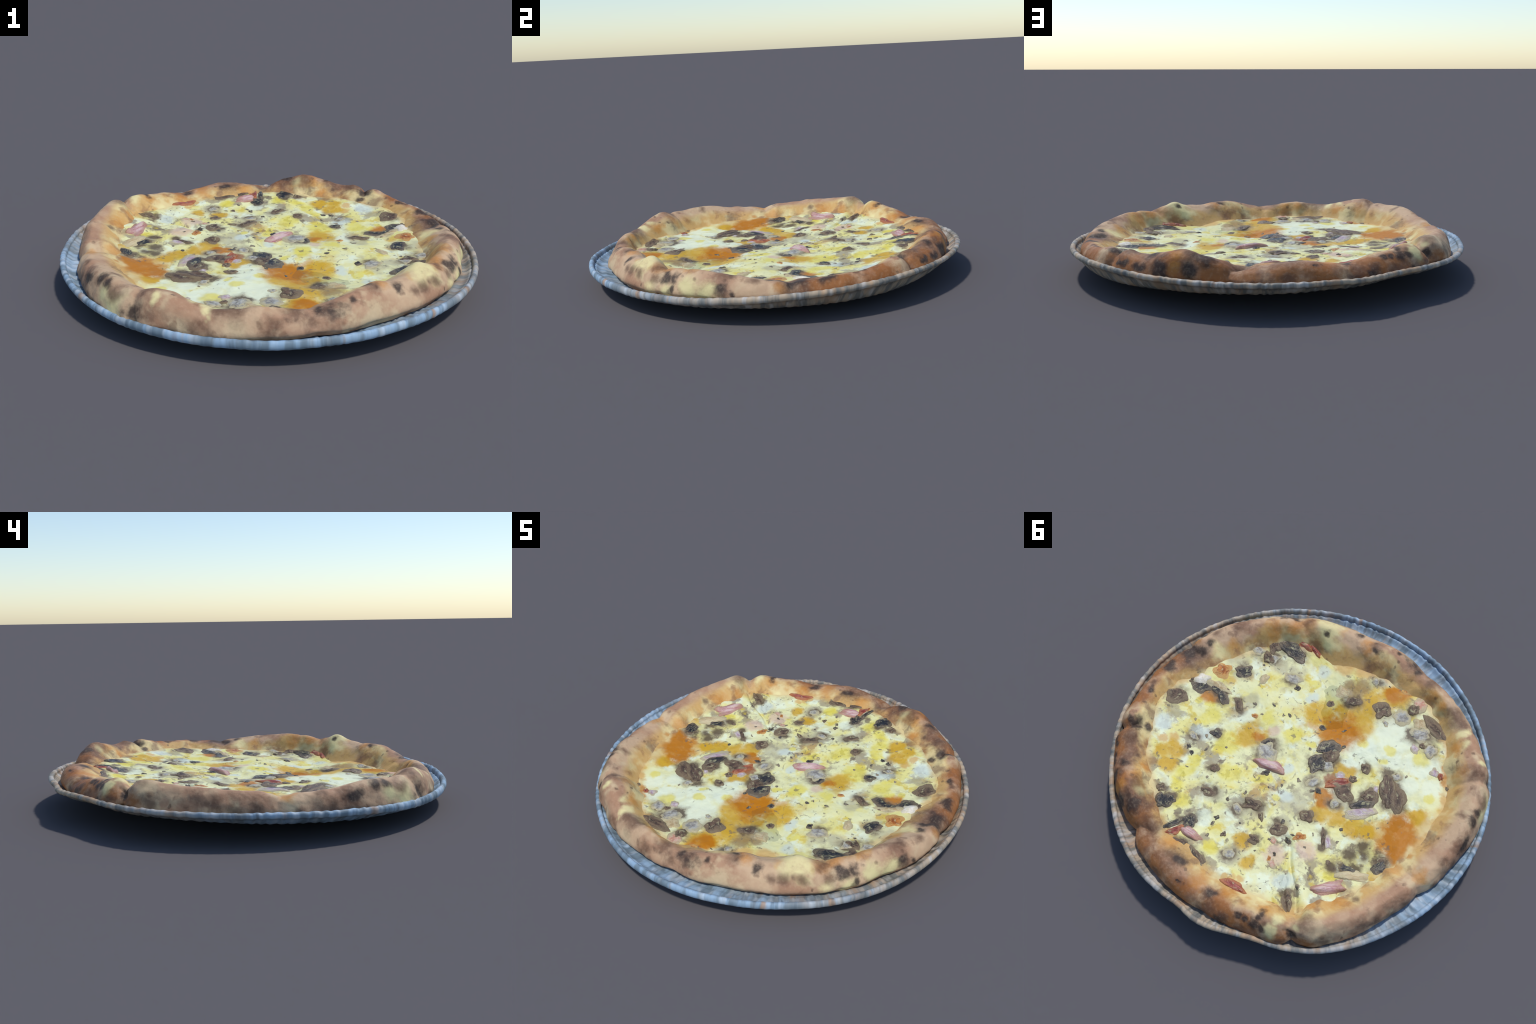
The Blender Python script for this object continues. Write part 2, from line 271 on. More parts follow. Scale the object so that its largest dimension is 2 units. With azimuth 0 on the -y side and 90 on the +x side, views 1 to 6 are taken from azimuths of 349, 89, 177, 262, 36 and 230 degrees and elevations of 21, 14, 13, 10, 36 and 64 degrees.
# baked marks on the crust: x, y, z, radius
CRUST_MARKS = {
    "char": [(0.716, -0.526, 0.169, 0.026), (0.736, -0.494, 0.177, 0.026), (0.865, 0.213, 0.179, 0.028), (0.872, 0.066, 0.166, 0.038),
        (0.852, 0.007, 0.162, 0.027), (0.882, -0.274, 0.155, 0.024), (0.767, -0.508, 0.133, 0.021), (0.802, 0.378, 0.185, 0.02),
        (0.035, -0.845, 0.153, 0.033), (0.083, -0.848, 0.147, 0.04), (0.164, -0.821, 0.181, 0.021), (0.381, -0.733, 0.185, 0.028),
        (0.885, 0.029, 0.165, 0.027), (0.86, -0.043, 0.176, 0.024), (0.88, 0.19, 0.178, 0.026), (0.245, -0.732, 0.205, 0.024), (0.679, 0.554, 0.199, 0.033),
        (0.626, 0.52, 0.172, 0.028), (0.301, 0.83, 0.232, 0.041), (0.356, 0.86, 0.175, 0.03), (-0.081, 0.808, 0.207, 0.028), (-0.536, 0.661, 0.223, 0.02),
        (-0.54, 0.72, 0.203, 0.023), (-0.298, 0.778, 0.183, 0.023), (-0.779, -0.496, 0.207, 0.024), (-0.802, -0.439, 0.212, 0.027),
        (0.498, -0.584, 0.227, 0.017), (0.488, 0.806, 0.19, 0.033), (0.492, 0.815, 0.16, 0.032), (0.58, 0.749, 0.18, 0.022), (0.366, 0.852, 0.191, 0.033),
        (0.663, 0.677, 0.187, 0.018), (-0.536, 0.732, 0.192, 0.02), (-0.535, 0.684, 0.223, 0.017), (-0.464, 0.757, 0.201, 0.015),
        (-0.416, 0.829, 0.139, 0.028), (-0.149, 0.88, 0.2, 0.01), (-0.18, 0.863, 0.2, 0.008), (-0.572, 0.713, 0.196, 0.019), (-0.494, 0.745, 0.198, 0.015),
        (-0.609, 0.726, 0.138, 0.029), (-0.687, 0.605, 0.186, 0.02), (-0.854, -0.342, 0.179, 0.026), (-0.681, -0.671, 0.145, 0.032),
        (0.694, -0.529, 0.177, 0.024), (0.912, -0.221, 0.143, 0.018), (0.631, 0.227, 0.122, 0.027), (0.711, 0.562, 0.213, 0.02),
        (0.642, 0.691, 0.188, 0.023), (0.565, 0.762, 0.178, 0.019), (0.519, 0.735, 0.225, 0.026), (-0.732, -0.644, 0.14, 0.019),
        ],
    "brown": [(0.846, 0.069, 0.161, 0.077), (0.573, -0.662, 0.17, 0.021), (0.799, -0.357, 0.204, 0.012), (0.799, -0.39, 0.193, 0.009),
        (0.622, -0.575, 0.2, 0.031), (0.666, -0.583, 0.169, 0.038), (0.512, -0.701, 0.162, 0.035), (0.866, -0.114, 0.19, 0.026),
        (0.121, -0.858, 0.107, 0.014), (0.171, -0.846, 0.101, 0.013), (0.291, -0.796, 0.143, 0.011), (0.378, -0.759, 0.145, 0.013),
        (0.406, -0.756, 0.132, 0.012), (0.46, -0.73, 0.155, 0.028), (0.509, -0.71, 0.152, 0.021), (-0.075, -0.849, 0.171, 0.044),
        (-0.114, -0.873, 0.15, 0.018), (-0.3, -0.802, 0.183, 0.053), (-0.028, -0.871, 0.11, 0.026), (0.265, -0.749, 0.213, 0.037),
        (0.525, 0.718, 0.226, 0.055), (0.628, 0.614, 0.223, 0.05), (0.281, 0.775, 0.22, 0.06), (0.373, 0.738, 0.239, 0.048), (-0.043, 0.817, 0.206, 0.058),
        (-0.475, 0.74, 0.206, 0.018), (0.152, 0.827, 0.174, 0.06), (-0.73, -0.413, 0.204, 0.024), (-0.686, 0.513, 0.242, 0.045),
        (-0.625, 0.355, 0.157, 0.021), (-0.732, 0.248, 0.181, 0.018), (0.625, -0.554, 0.201, 0.035), (-0.755, -0.558, 0.193, 0.037),
        (-0.624, -0.612, 0.212, 0.031), (0.486, 0.766, 0.229, 0.024), (0.358, 0.82, 0.239, 0.043), (-0.344, 0.828, 0.173, 0.04),
        (-0.407, 0.81, 0.175, 0.02), (-0.066, 0.858, 0.212, 0.043), (-0.329, 0.855, 0.151, 0.024), (-0.286, 0.817, 0.187, 0.02),
        (-0.057, 0.928, 0.155, 0.034), (-0.783, 0.496, 0.204, 0.026), (-0.677, 0.672, 0.163, 0.025), (-0.493, 0.788, 0.145, 0.03),
        (-0.311, 0.867, 0.137, 0.031), (-0.801, 0.506, 0.17, 0.046), (-0.272, 0.798, 0.189, 0.022), (-0.858, 0.376, 0.142, 0.019),
        (-0.875, 0.24, 0.174, 0.034), (-0.892, 0.16, 0.128, 0.027), (-0.566, 0.676, 0.222, 0.016), (-0.87, -0.314, 0.152, 0.043),
        (-0.808, -0.431, 0.208, 0.024), (-0.775, -0.487, 0.213, 0.02), (-0.867, -0.355, 0.145, 0.027), (-0.888, -0.234, 0.144, 0.031),
        (-0.906, -0.097, 0.138, 0.027), (-0.897, 0.083, 0.153, 0.03), (-0.867, -0.183, 0.189, 0.023), (0.839, -0.242, 0.203, 0.029),
        (0.549, -0.677, 0.17, 0.013), (0.493, -0.719, 0.148, 0.014), (0.251, -0.816, 0.129, 0.018), (0.841, 0.337, 0.186, 0.02),
        (0.911, 0.037, 0.147, 0.019), (0.927, 0.071, 0.146, 0.015), (0.923, 0.106, 0.154, 0.027), (0.532, 0.689, 0.217, 0.039), (-0.784, -0.488, 0.207, 0.02),
        (-0.814, -0.421, 0.204, 0.018), (-0.865, -0.311, 0.164, 0.017), (-0.308, -0.837, 0.176, 0.045), (-0.165, -0.887, 0.127, 0.038),
        (-0.46, -0.83, 0.121, 0.045), (-0.082, -0.865, 0.159, 0.023), (-0.35, -0.817, 0.179, 0.038)],
    "orange": [(0.91, 0.005, 0.168, 0.038), (0.624, -0.558, 0.202, 0.053), (0.645, -0.501, 0.199, 0.042), (0.312, -0.728, 0.211, 0.039),
        (0.458, -0.673, 0.205, 0.028), (0.695, -0.389, 0.187, 0.06), (0.288, -0.701, 0.206, 0.029), (-0.15, -0.787, 0.154, 0.052),
        (-0.209, -0.783, 0.161, 0.039), (0.031, 0.781, 0.188, 0.047), (-0.214, 0.786, 0.193, 0.046), (-0.342, 0.712, 0.184, 0.046),
        (-0.656, 0.442, 0.184, 0.046), (-0.696, 0.328, 0.173, 0.046), (-0.516, 0.632, 0.208, 0.034), (-0.544, -0.61, 0.196, 0.044),
        (-0.444, -0.678, 0.174, 0.032), (0.784, -0.158, 0.15, 0.04), (0.414, 0.725, 0.236, 0.042), (0.457, 0.648, 0.18, 0.037), (-0.746, 0.005, 0.16, 0.047),
        (-0.831, -0.055, 0.176, 0.035), (0.417, 0.813, 0.239, 0.035), (0.436, 0.838, 0.185, 0.027), (-0.112, 0.248, 0.086, 0.028),
        (-0.742, -0.116, 0.142, 0.018)],
    "pale": [(0.515, -0.6, 0.22, 0.085), (0.535, -0.635, 0.2, 0.07), (0.517, -0.655, 0.209, 0.066), (0.472, -0.644, 0.214, 0.035), (0.749, -0.53, 0.112, 0.053), (-0.405, -0.752, 0.183, 0.035),
        (-0.408, -0.788, 0.181, 0.027), (-0.412, -0.813, 0.167, 0.019), (-0.47, -0.715, 0.199, 0.031), (0.564, -0.606, 0.214, 0.054),
        (0.482, -0.623, 0.223, 0.047), (0.465, -0.561, 0.184, 0.053), (-0.589, 0.604, 0.228, 0.034), (-0.469, 0.596, 0.164, 0.029),
        (0.788, -0.061, 0.139, 0.053), (0.323, 0.746, 0.223, 0.03), (-0.724, 0.108, 0.153, 0.047), (-0.619, 0.679, 0.212, 0.046),
        (-0.675, 0.58, 0.224, 0.026), (-0.638, 0.651, 0.219, 0.024), (-0.614, 0.619, 0.233, 0.024), (-0.773, -0.58, 0.147, 0.062),
        (-0.795, -0.51, 0.18, 0.049), (-0.59, -0.714, 0.212, 0.026), (0.811, -0.419, 0.145, 0.055), (0.855, -0.339, 0.14, 0.055),
        (0.666, -0.612, 0.134, 0.045), (0.555, -0.649, 0.196, 0.03), (-0.424, -0.799, 0.173, 0.02), (-0.428, -0.823, 0.148, 0.015),
        ],
    "toast": [(0.666, 0.692, 0.161, 0.123), (0.456, 0.826, 0.19, 0.117), (0.262, 0.864, 0.196, 0.116), (0.109, 0.905, 0.173, 0.076), (0.824, 0.455, 0.172, 0.088),
        (-0.043, 0.914, 0.183, 0.095), (-0.198, 0.894, 0.175, 0.096), (-0.366, 0.817, 0.178, 0.099), (-0.517, 0.761, 0.17, 0.081),
        (-0.425, 0.807, 0.17, 0.077), (-0.653, 0.675, 0.19, 0.06), (-0.742, 0.597, 0.162, 0.059), (0.902, 0.262, 0.163, 0.097), (0.916, 0.145, 0.158, 0.077),
        (0.706, 0.611, 0.18, 0.062), (0.602, 0.716, 0.194, 0.064)],
}


# ------------------------------------------------------------------ materials
def srgb(r, g, b):
    f = lambda c: (c / 255 / 12.92 if c <= 10 else ((c / 255 + .055) / 1.055) ** 2.4)
    return (f(r), f(g), f(b), 1)


class Mat:
    """Small builder for node materials that colour on Object coordinates."""

    def __init__(self, name, rough=.6, spec=.25):
        self.m = bpy.data.materials.new(name)
        self.m.use_nodes = True
        self.t = self.m.node_tree
        self.b = self.t.nodes["Principled BSDF"]
        self.b.inputs["Roughness"].default_value = rough
        self.b.inputs["Specular IOR Level"].default_value = spec
        self.co = self.t.nodes.new("ShaderNodeTexCoord").outputs["Object"]
        self.col = None

    def n(self, kind, **props):
        nd = self.t.nodes.new("ShaderNode" + kind)
        for k, v in props.items():
            setattr(nd, k, v)
        return nd

    def put(self, sock, v):
        if hasattr(v, "is_linked"):
            self.t.links.new(v, sock)
        else:
            sock.default_value = v

    def noise(self, scale, detail=3, rough=.55, co=None, distort=0.0, out="Fac"):
        nd = self.n("TexNoise")
        nd.inputs["Scale"].default_value = scale
        nd.inputs["Detail"].default_value = detail
        nd.inputs["Roughness"].default_value = rough
        nd.inputs["Distortion"].default_value = distort
        self.put(nd.inputs["Vector"], co or self.co)
        return nd.outputs[out]

    def vmath(self, op, a, b=None, scale=None):
        nd = self.n("VectorMath", operation=op)
        self.put(nd.inputs[0], a)
        if b is not None:
            self.put(nd.inputs[1], b)
        if scale is not None:
            nd.inputs["Scale"].default_value = scale
        return nd.outputs["Value"] if op in ("LENGTH", "DISTANCE", "DOT_PRODUCT") else nd.outputs["Vector"]

    def math(self, op, a, b=0.0):
        nd = self.n("Math", operation=op)
        self.put(nd.inputs[0], a)
        self.put(nd.inputs[1], b)
        return nd.outputs[0]

    def ramp(self, v, lo, hi, a=0.0, b=1.0):
        nd = self.n("MapRange", interpolation_type="SMOOTHSTEP")
        self.put(nd.inputs["Value"], v)
        for k, x in zip(("From Min", "From Max", "To Min", "To Max"), (lo, hi, a, b)):
            nd.inputs[k].default_value = x
        return nd.outputs["Result"]

    def mix(self, fac, color, a=None):
        nd = self.n("Mix", data_type="RGBA")
        self.put(nd.inputs["Factor"], fac)
        self.put(nd.inputs[6], a if a is not None else self.col)
        self.put(nd.inputs[7], color)
        self.col = nd.outputs[2]
        return self.col

    def warp(self, amount, scale, detail=3):
        c = self.noise(scale, detail, out="Color")
        return self.vmath("ADD", self.co, self.vmath("SCALE", self.vmath("SUBTRACT", c, (.5, .5, .5)), scale=amount))

    def spots(self, co, circles, lo, hi, ragged=1.0):
        """Mask that is 1 inside any of the circles (x, y, z, radius), soft at the rim."""
        acc = None
        for x, y, z, r in circles:
            d = self.math("MULTIPLY", self.vmath("DISTANCE", co, (x, y, z)), 1 / r)
            if acc is None:
                acc = d
            else:
                acc = self.math("SMOOTH_MIN", acc, d)
                acc.node.inputs[2].default_value = .35
        rag = self.math("MULTIPLY", self.math("SUBTRACT", self.noise(16, 4, .65), .5), ragged)
        self.field = self.math("ADD", acc, rag)
        return self.ramp(self.field, lo, hi, 1, 0)

    def bump(self, h, strength=.2, dist=.01):
        nd = self.n("Bump")
        nd.inputs["Strength"].default_value = strength
        nd.inputs["Distance"].default_value = dist
        self.put(nd.inputs["Height"], h)
        self.t.links.new(nd.outputs[0], self.b.inputs["Normal"])

    def done(self):
        self.put(self.b.inputs["Base Color"], self.col)
        return self.m


def plain(name, color, rough=.6):
    m = Mat(name, rough)
    m.col = color
    m.mix(m.ramp(m.noise(9), .3, .7), tuple(c * .8 for c in color[:3]) + (1,), color)
    return m.done()


def inner_edge(m, co):
    """Distance outward from the wavy line where cheese meets crust: a few harmonics of the outline."""
    th = np.linspace(0, TAU, 720, endpoint=False)
    v = CRUST_IN(th)
    geo = m.n("SeparateXYZ")
    m.put(geo.inputs[0], co)
    x, y = geo.outputs[0], geo.outputs[1]
    rad = m.math("SQRT", m.math("ADD", m.math("MULTIPLY", x, x), m.math("MULTIPLY", y, y)))
    angle = m.math("ARCTAN2", y, x)
    total = m.math("SUBTRACT", rad, float(v.mean()))
    for k in range(1, 8):
        ck, sk = 2 * (v * np.cos(k * th)).mean(), 2 * (v * np.sin(k * th)).mean()
        wave = m.math("COSINE", m.math("SUBTRACT", m.math("MULTIPLY", angle, float(k)), float(math.atan2(sk, ck))))
        total = m.math("SUBTRACT", total, m.math("MULTIPLY", wave, float(math.hypot(ck, sk))))
    return total


# ------------------------------------------------------------------ build
def empty(name, label, category):
    ob = bpy.data.objects.new(name, None)
    bpy.context.scene.collection.objects.link(ob)
    ob["label"], ob["category"] = label, category
    return ob


pizza = empty("pizza", "round baked pizza with puffy charred crust, melted cheese, mushrooms and ham", "pizza")
plate = empty("plate", "shallow round foil plate with a fluted rolled rim", "plate")


def build_plate(mat):
    n = 1560
    th = np.linspace(0, TAU, n, endpoint=False)
    c, s = np.cos(th), np.sin(th)
    R, Zr = RIM_R(th), RIM_Z(th)
    flutes = 132
    ph = flutes * th + 2.2 * noise3(c * 9, s * 9, 0, 4) + 1.2 * noise3(c * 30, s * 30, 0, 8)
    fl = np.cos(ph) * (.75 + .5 * noise3(c * 14, s * 14, 3, 6)) + .5 * noise3(c * 22, s * 22, 5, 3)
    # (radius as a share of the rim, height above base plane or below the rim, flute weight)
    prof = []
    for k in (.06, .2, .3, .4, .5, .6, .7, .76, .82, .86, .89, .905, .92, .935, .95, .962):      # outside, from the middle out
        prof.append((k, plate_under(k, th), .0022 * smooth(.75, .95, k)))
    for a in np.linspace(-100, 205, 16):                                            # rolled rim
        ca, sa = math.cos(math.radians(a)), math.sin(math.radians(a))
        prof.append((.986 + .0135 * ca, Zr + .009 - LIP(th) + LIP(th) * sa + .0022 * noise3(c * 5, s * 5, 2, 14), .0017))
    for k in (.966, .957, .947, .935, .92, .91, .90, .89, .88, .865, .85, .835, .82, .80, .78, .76, .74, .70, .6, .45, .3, .06):   # inside, back in
        z = plate_inner(R * k * c, R * k * s)
        z = z + .0060 * np.exp(-((k - .915) / .011) ** 2) - .005 * np.exp(-((k - .945) / .012) ** 2)
        prof.append((k, z, .0036 * smooth(.75, .86, k)))
    X = np.array([R * k * c * (1 + .0009 * fl) for k, z, w in prof])
    Y = np.array([R * k * s * (1 + .0009 * fl) for k, z, w in prof])
    Z = np.array([z + w * fl for k, z, w in prof])
    Z -= Z.min()
    return loft("plate_body", X, Y, Z, mat, plate)


def build_crust(mat):
    n = 1080
    th = np.linspace(0, TAU, n, endpoint=False)
    c, s = np.cos(th), np.sin(th)
    ri, rc, ro, zt = CRUST_IN(th), CRUST_MID(th), CRUST_OUT(th), CRUST_TOP(th)
    ri = ri + .014 * noise3(c * 7, s * 7, 0, 51) + .009 * noise3(c * 19, s * 19, 0, 52)
    rc = np.minimum(np.maximum(rc, ri + .035), ro - .03)
    tl = tilt(ro * c, ro * s)
    ze = .128 + tl + .25 * (zt - .2)
    zc = cheese_height(ri * c, ri * s)
    zb = .068 + tl
    P = np.array([np.stack(p, -1) for p in [
        (.05 + 0 * th, .085 + 0 * th), (.4 + 0 * th, .088 + 0 * th), (ri - .10, zc - .034), (ri - .02, zc - .007),
        (ri * .55 + rc * .45, zc * .36 + zt * .64), (rc * .92 + ri * .08, zt - .004), (rc * .72 + ro * .28, zt - .003),
        (rc * .30 + ro * .70, zt * .66 + ze * .34), (ro, ze), (ro - .016, ze * .55 + zb * .45), (ro - .075, zb), (.5 + 0 * th, zb * 0 + .055), (.05 + 0 * th, .045 + 0 * th)]])
    prof = catmull(P, 150)
    keep = np.concatenate([[0, 12], np.arange(18, 126), [130, 138, 149]])
    prof = prof[keep]
    r, z = prof[..., 0], prof[..., 1]
    # creases: pull the surface toward the core line of the crust
    core_r, core_z = (ri + ro) / 2, (zt + zb) / 2 + .01
    dr, dz = r - core_r, z - core_z
    ln = np.hypot(dr, dz) + 1e-6
    pull = np.zeros_like(r)
    for a0, a1, w, d in CREASES:
        a = np.radians(a0) + np.radians(a1 - a0) * np.clip((r - ri) / (ro - ri), 0, 1)
        t = ang(th[None, :], a) / math.radians(w)
        t = t + .5 * noise3(r * 20, z * 20, a0, 3)
        pull += d * np.exp(-np.abs(t) ** 1.3) - .22 * d * np.exp(-((np.abs(t) - 2.6) / 1.3) ** 2)
    live = smooth(-.02, .05, r - ri) * smooth(.0, .04, z - zb + .015)
    r = r - dr / ln * pull * live
    z = z - dz / ln * pull * live
    x, y = r * c, r * s
    for sx, sy, rad, h in SWELLINGS:
        z = z + h * np.exp(-((x - sx) ** 2 + (y - sy) ** 2) / rad**2) * live * (z > core_z)
    nz = .0050 * fbm(x * 7, y * 7, z * 9, 21, 3) + .0013 * fbm(x * 32, y * 32, z * 32, 33, 2)
    r = r + dr / ln * nz * live
    z = z + dz / ln * nz * live
    x, y = r * c, r * s
    z = np.where(r > .6, np.maximum(z, plate_inner(x, y) + .004), z)
    return loft("crust", x, y, z, mat, pizza)


def build_cheese(mat):
    n, m = 900, 190
    th = np.linspace(0, TAU, n, endpoint=False)
    c, s = np.cos(th), np.sin(th)
    ro = CRUST_IN(th) + .045
    k = np.linspace(.01, 1, m)[:, None]
    X, Y = ro * k * c, ro * k * s
    Z = cheese_height(X, Y)
    X = np.vstack([X, X[-1:] * .99, X[:1]])
    Y = np.vstack([Y, Y[-1:] * .99, Y[:1]])
    Z = np.vstack([Z, Z[-1:] - .02, Z[:1] * 0 + .09])
    return loft("cheese", X, Y, Z, mat, pizza)



# ------------------------------------------------------------------ colours
CREAM = srgb(228, 226, 172)
GOLD, GOLD_PALE, GOLD_BROWN = srgb(204, 164, 102), srgb(220, 202, 148), srgb(150, 108, 72)


def foil_material():
    m = Mat("crinkled_foil", .55, .3)
    geo = m.n("SeparateXYZ")
    m.put(geo.inputs[0], m.co)
    x, y = geo.outputs[0], geo.outputs[1]
    angle = m.math("ARCTAN2", y, x)
    rad = m.math("SQRT", m.math("ADD", m.math("MULTIPLY", x, x), m.math("MULTIPLY", y, y)))
    comb = m.n("CombineXYZ")
    wob = m.math("MULTIPLY", m.math("SUBTRACT", m.noise(6, 2), .5), .05)
    m.put(comb.inputs[0], m.math("ADD", angle, wob))
    m.put(comb.inputs[1], m.math("MULTIPLY", rad, .35))
    polar = comb.outputs[0]
    # sky reflection painted on in blue, warm reflection in beige opposite: soft radial streaks
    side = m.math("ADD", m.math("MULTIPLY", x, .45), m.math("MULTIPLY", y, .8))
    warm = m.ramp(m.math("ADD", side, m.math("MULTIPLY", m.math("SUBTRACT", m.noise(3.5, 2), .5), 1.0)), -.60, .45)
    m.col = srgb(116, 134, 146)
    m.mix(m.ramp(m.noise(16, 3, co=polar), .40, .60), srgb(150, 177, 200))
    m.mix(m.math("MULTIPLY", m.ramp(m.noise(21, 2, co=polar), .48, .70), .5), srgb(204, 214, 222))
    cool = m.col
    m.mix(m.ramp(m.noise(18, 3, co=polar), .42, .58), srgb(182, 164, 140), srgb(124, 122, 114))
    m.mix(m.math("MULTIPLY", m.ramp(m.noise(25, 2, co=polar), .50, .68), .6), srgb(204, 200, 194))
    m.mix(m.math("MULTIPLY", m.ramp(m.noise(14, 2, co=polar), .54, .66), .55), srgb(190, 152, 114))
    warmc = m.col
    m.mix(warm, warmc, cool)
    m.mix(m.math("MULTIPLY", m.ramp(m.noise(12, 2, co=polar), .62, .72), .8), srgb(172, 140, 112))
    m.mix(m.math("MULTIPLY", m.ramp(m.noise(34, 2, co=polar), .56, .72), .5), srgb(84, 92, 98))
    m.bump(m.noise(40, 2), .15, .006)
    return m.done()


def crust_material():
    m = Mat("baked_dough", .62, .25)
    co = m.warp(.13, 6, 4)
    fine = m.warp(.085, 11, 5)
    m.col = srgb(200, 168, 134)
    m.mix(m.ramp(m.noise(4.5, 3), .40, .62), srgb(172, 132, 103))
    m.mix(m.math("MULTIPLY", m.ramp(m.noise(6.5, 3, co=fine), .52, .68), .8), srgb(208, 184, 146))
    # golden, oily inner slope
    edge = inner_edge(m, co)
    inner = m.ramp(m.math("ADD", edge, m.math("MULTIPLY", m.math("SUBTRACT", m.noise(6, 3), .5), .10)), .085, .025)
    m.mix(inner, GOLD)
    m.mix(m.math("MULTIPLY", m.math("MULTIPLY", inner, m.ramp(m.noise(7, 3), .47, .60)), .85), GOLD_PALE)
    m.mix(m.math("MULTIPLY", m.math("MULTIPLY", inner, m.ramp(m.noise(8.3, 3, co=fine), .54, .68)), .8), GOLD_BROWN)

    def layer(kind, color, amount, lo, hi, where):
        acc = m.spots(where, CRUST_MARKS[kind], lo, hi, 1.7)
        m.mix(m.math("MULTIPLY", acc, amount), color)
    layer("toast", srgb(152, 94, 46), .92, .4, 1.4, co)
    m.mix(m.math("MULTIPLY", m.math("MULTIPLY", m.ramp(m.noise(14, 3), .58, .70), m.ramp(edge, .02, .08)), .5), srgb(120, 84, 62))
    m.mix(m.math("MULTIPLY", m.ramp(m.noise(5.5, 5, .6, co=co), .52, .66), .66), srgb(122, 92, 74))
    layer("pale", srgb(228, 216, 158), .85, .2, 1.35, co)
    layer("orange", srgb(196, 132, 58), .7, .2, 1.5, co)
    layer("brown", srgb(100, 72, 56), .8, .2, 1.7, co)
    layer("char", srgb(60, 49, 44), .93, .5, 1.65, fine)
    # stray freckles of char
    v = m.n("TexVoronoi")
    v.inputs["Scale"].default_value = 17
    m.put(v.inputs["Vector"], fine)
    m.mix(m.math("MULTIPLY", m.math("MULTIPLY", m.ramp(v.outputs["Distance"], .10, .24, 1, 0), m.ramp(m.noise(5, 2), .52, .6)), .65), srgb(92, 68, 54))
    m.mix(m.math("MULTIPLY", m.ramp(m.noise(70, 2), .45, .75), .10), srgb(225, 200, 165))
    m.bump(m.noise(60, 3), .25, .006)
    return m.done()


def along(x, y, l, w, a, swell=1.0):
    """Circles strung along a stain of length l and width w."""
    n = max(1, min(5, round(l / w * 1.1)))
    a = math.radians(a)
    r = (.62 * w if n > 1 else .3 * (w + l)) * swell
    return [(x + math.cos(a) * t, y + math.sin(a) * t, 0, r) for t in (np.linspace(-.5, .5, n) * max(l - w * .8, 0) if n > 1 else [0.0])]


def cheese_material():
    m = Mat("melted_cheese", .5, .2)
    co = m.warp(.09, 8, 5)
    fine = m.warp(.05, 26, 3)
    flat = m.vmath("MULTIPLY", co, (1, 1, 0))
    m.col = CREAM
    m.mix(m.ramp(m.noise(6.5, 3), .44, .60), srgb(226, 218, 140))
    m.mix(m.ramp(m.noise(8, 4, co=fine), .50, .64), srgb(228, 234, 202))
    m.mix(m.math("MULTIPLY", m.ramp(m.noise(7.5, 4, distort=.5), .55, .70), .55), srgb(190, 176, 126))
    half = m.n("SeparateXYZ")
    m.put(half.inputs[0], co)
    busy = m.ramp(m.math("ADD", half.outputs[1], m.math("MULTIPLY", half.outputs[0], -.35)), -.25, .25)
    m.mix(m.math("MULTIPLY", m.math("MULTIPLY", m.ramp(m.noise(11, 4, co=fine), .51, .62), busy), .8), srgb(150, 136, 112))
    m.mix(m.math("MULTIPLY", m.math("MULTIPLY", m.ramp(m.noise(19, 3, co=co), .58, .66), busy), .75), srgb(104, 88, 74))
    m.mix(m.math("MULTIPLY", m.ramp(m.noise(13, 3, co=co), .58, .70), .7), srgb(212, 186, 62))
    m.mix(m.math("MULTIPLY", m.ramp(m.noise(5.2, 4, co=fine), .58, .72), .6), srgb(200, 158, 74))
    COLORS = {"white": (srgb(230, 236, 206), .85), "orange": (srgb(184, 112, 10), .93), "amber": (srgb(204, 160, 36), .9), "yellow": (srgb(224, 210, 84), .72),
              "tan": (srgb(208, 166, 96), .8), "bluish": (srgb(205, 216, 204), .75), "greyp": (srgb(184, 178, 146), .7), "brownp": (srgb(146, 112, 72), .75),
              "pinkp": (srgb(216, 188, 166), .75), "redp": (srgb(140, 58, 30), .85)}
    for kind in ("greyp", "bluish", "white", "pinkp", "tan", "yellow", "amber", "orange", "brownp", "redp"):
        color, amount = COLORS[kind]
        acc = m.spots(flat, [c for p in PATCHES[kind] for c in along(*p, 1.5 if kind in ("orange", "amber") else 1.1)], .60, 1.30, 1.3)
        m.mix(m.math("MULTIPLY", m.math("MULTIPLY", acc, amount), m.ramp(m.noise(18, 3), .25, .5, .75, 1)), color)
    # brown bleeding round the toppings
    stains = [p for kind in ("brown", "black", "grey") for p in PIECES[kind] if p[2] * p[3] > .0012]
    acc = m.spots(flat, [c for x, y, l, w, a in stains for c in along(x, y, l + .04, w + .04, a)], .42, 1.18, 1.5)
    core = m.field
    m.mix(m.math("MULTIPLY", acc, .66), srgb(134, 118, 92))
    m.mix(m.math("MULTIPLY", m.ramp(core, .30, .72, 1, 0), .8), srgb(84, 68, 54))
    m.mix(m.math("MULTIPLY", m.math("MULTIPLY", m.ramp(m.noise(34, 3, co=fine), .60, .68), m.ramp(m.noise(5, 2), .42, .58)), .7), srgb(112, 102, 88))
    # climbs brown and golden at the crust
    edge = inner_edge(m, co)
    rim = m.math("MULTIPLY", m.ramp(m.math("ADD", edge, m.math("MULTIPLY", m.math("SUBTRACT", m.noise(7, 3), .5), .15)), -.045, .012), .95)
    before = m.col
    m.mix(m.math("MULTIPLY", m.ramp(m.noise(7, 3), .47, .60), .85), GOLD_PALE, GOLD)
    m.mix(m.math("MULTIPLY", m.ramp(m.noise(8.3, 3, co=fine), .54, .68), .8), GOLD_BROWN)
    m.mix(rim, m.col, before)
    m.bump(m.noise(30, 4), .3, .008)
    return m.done()


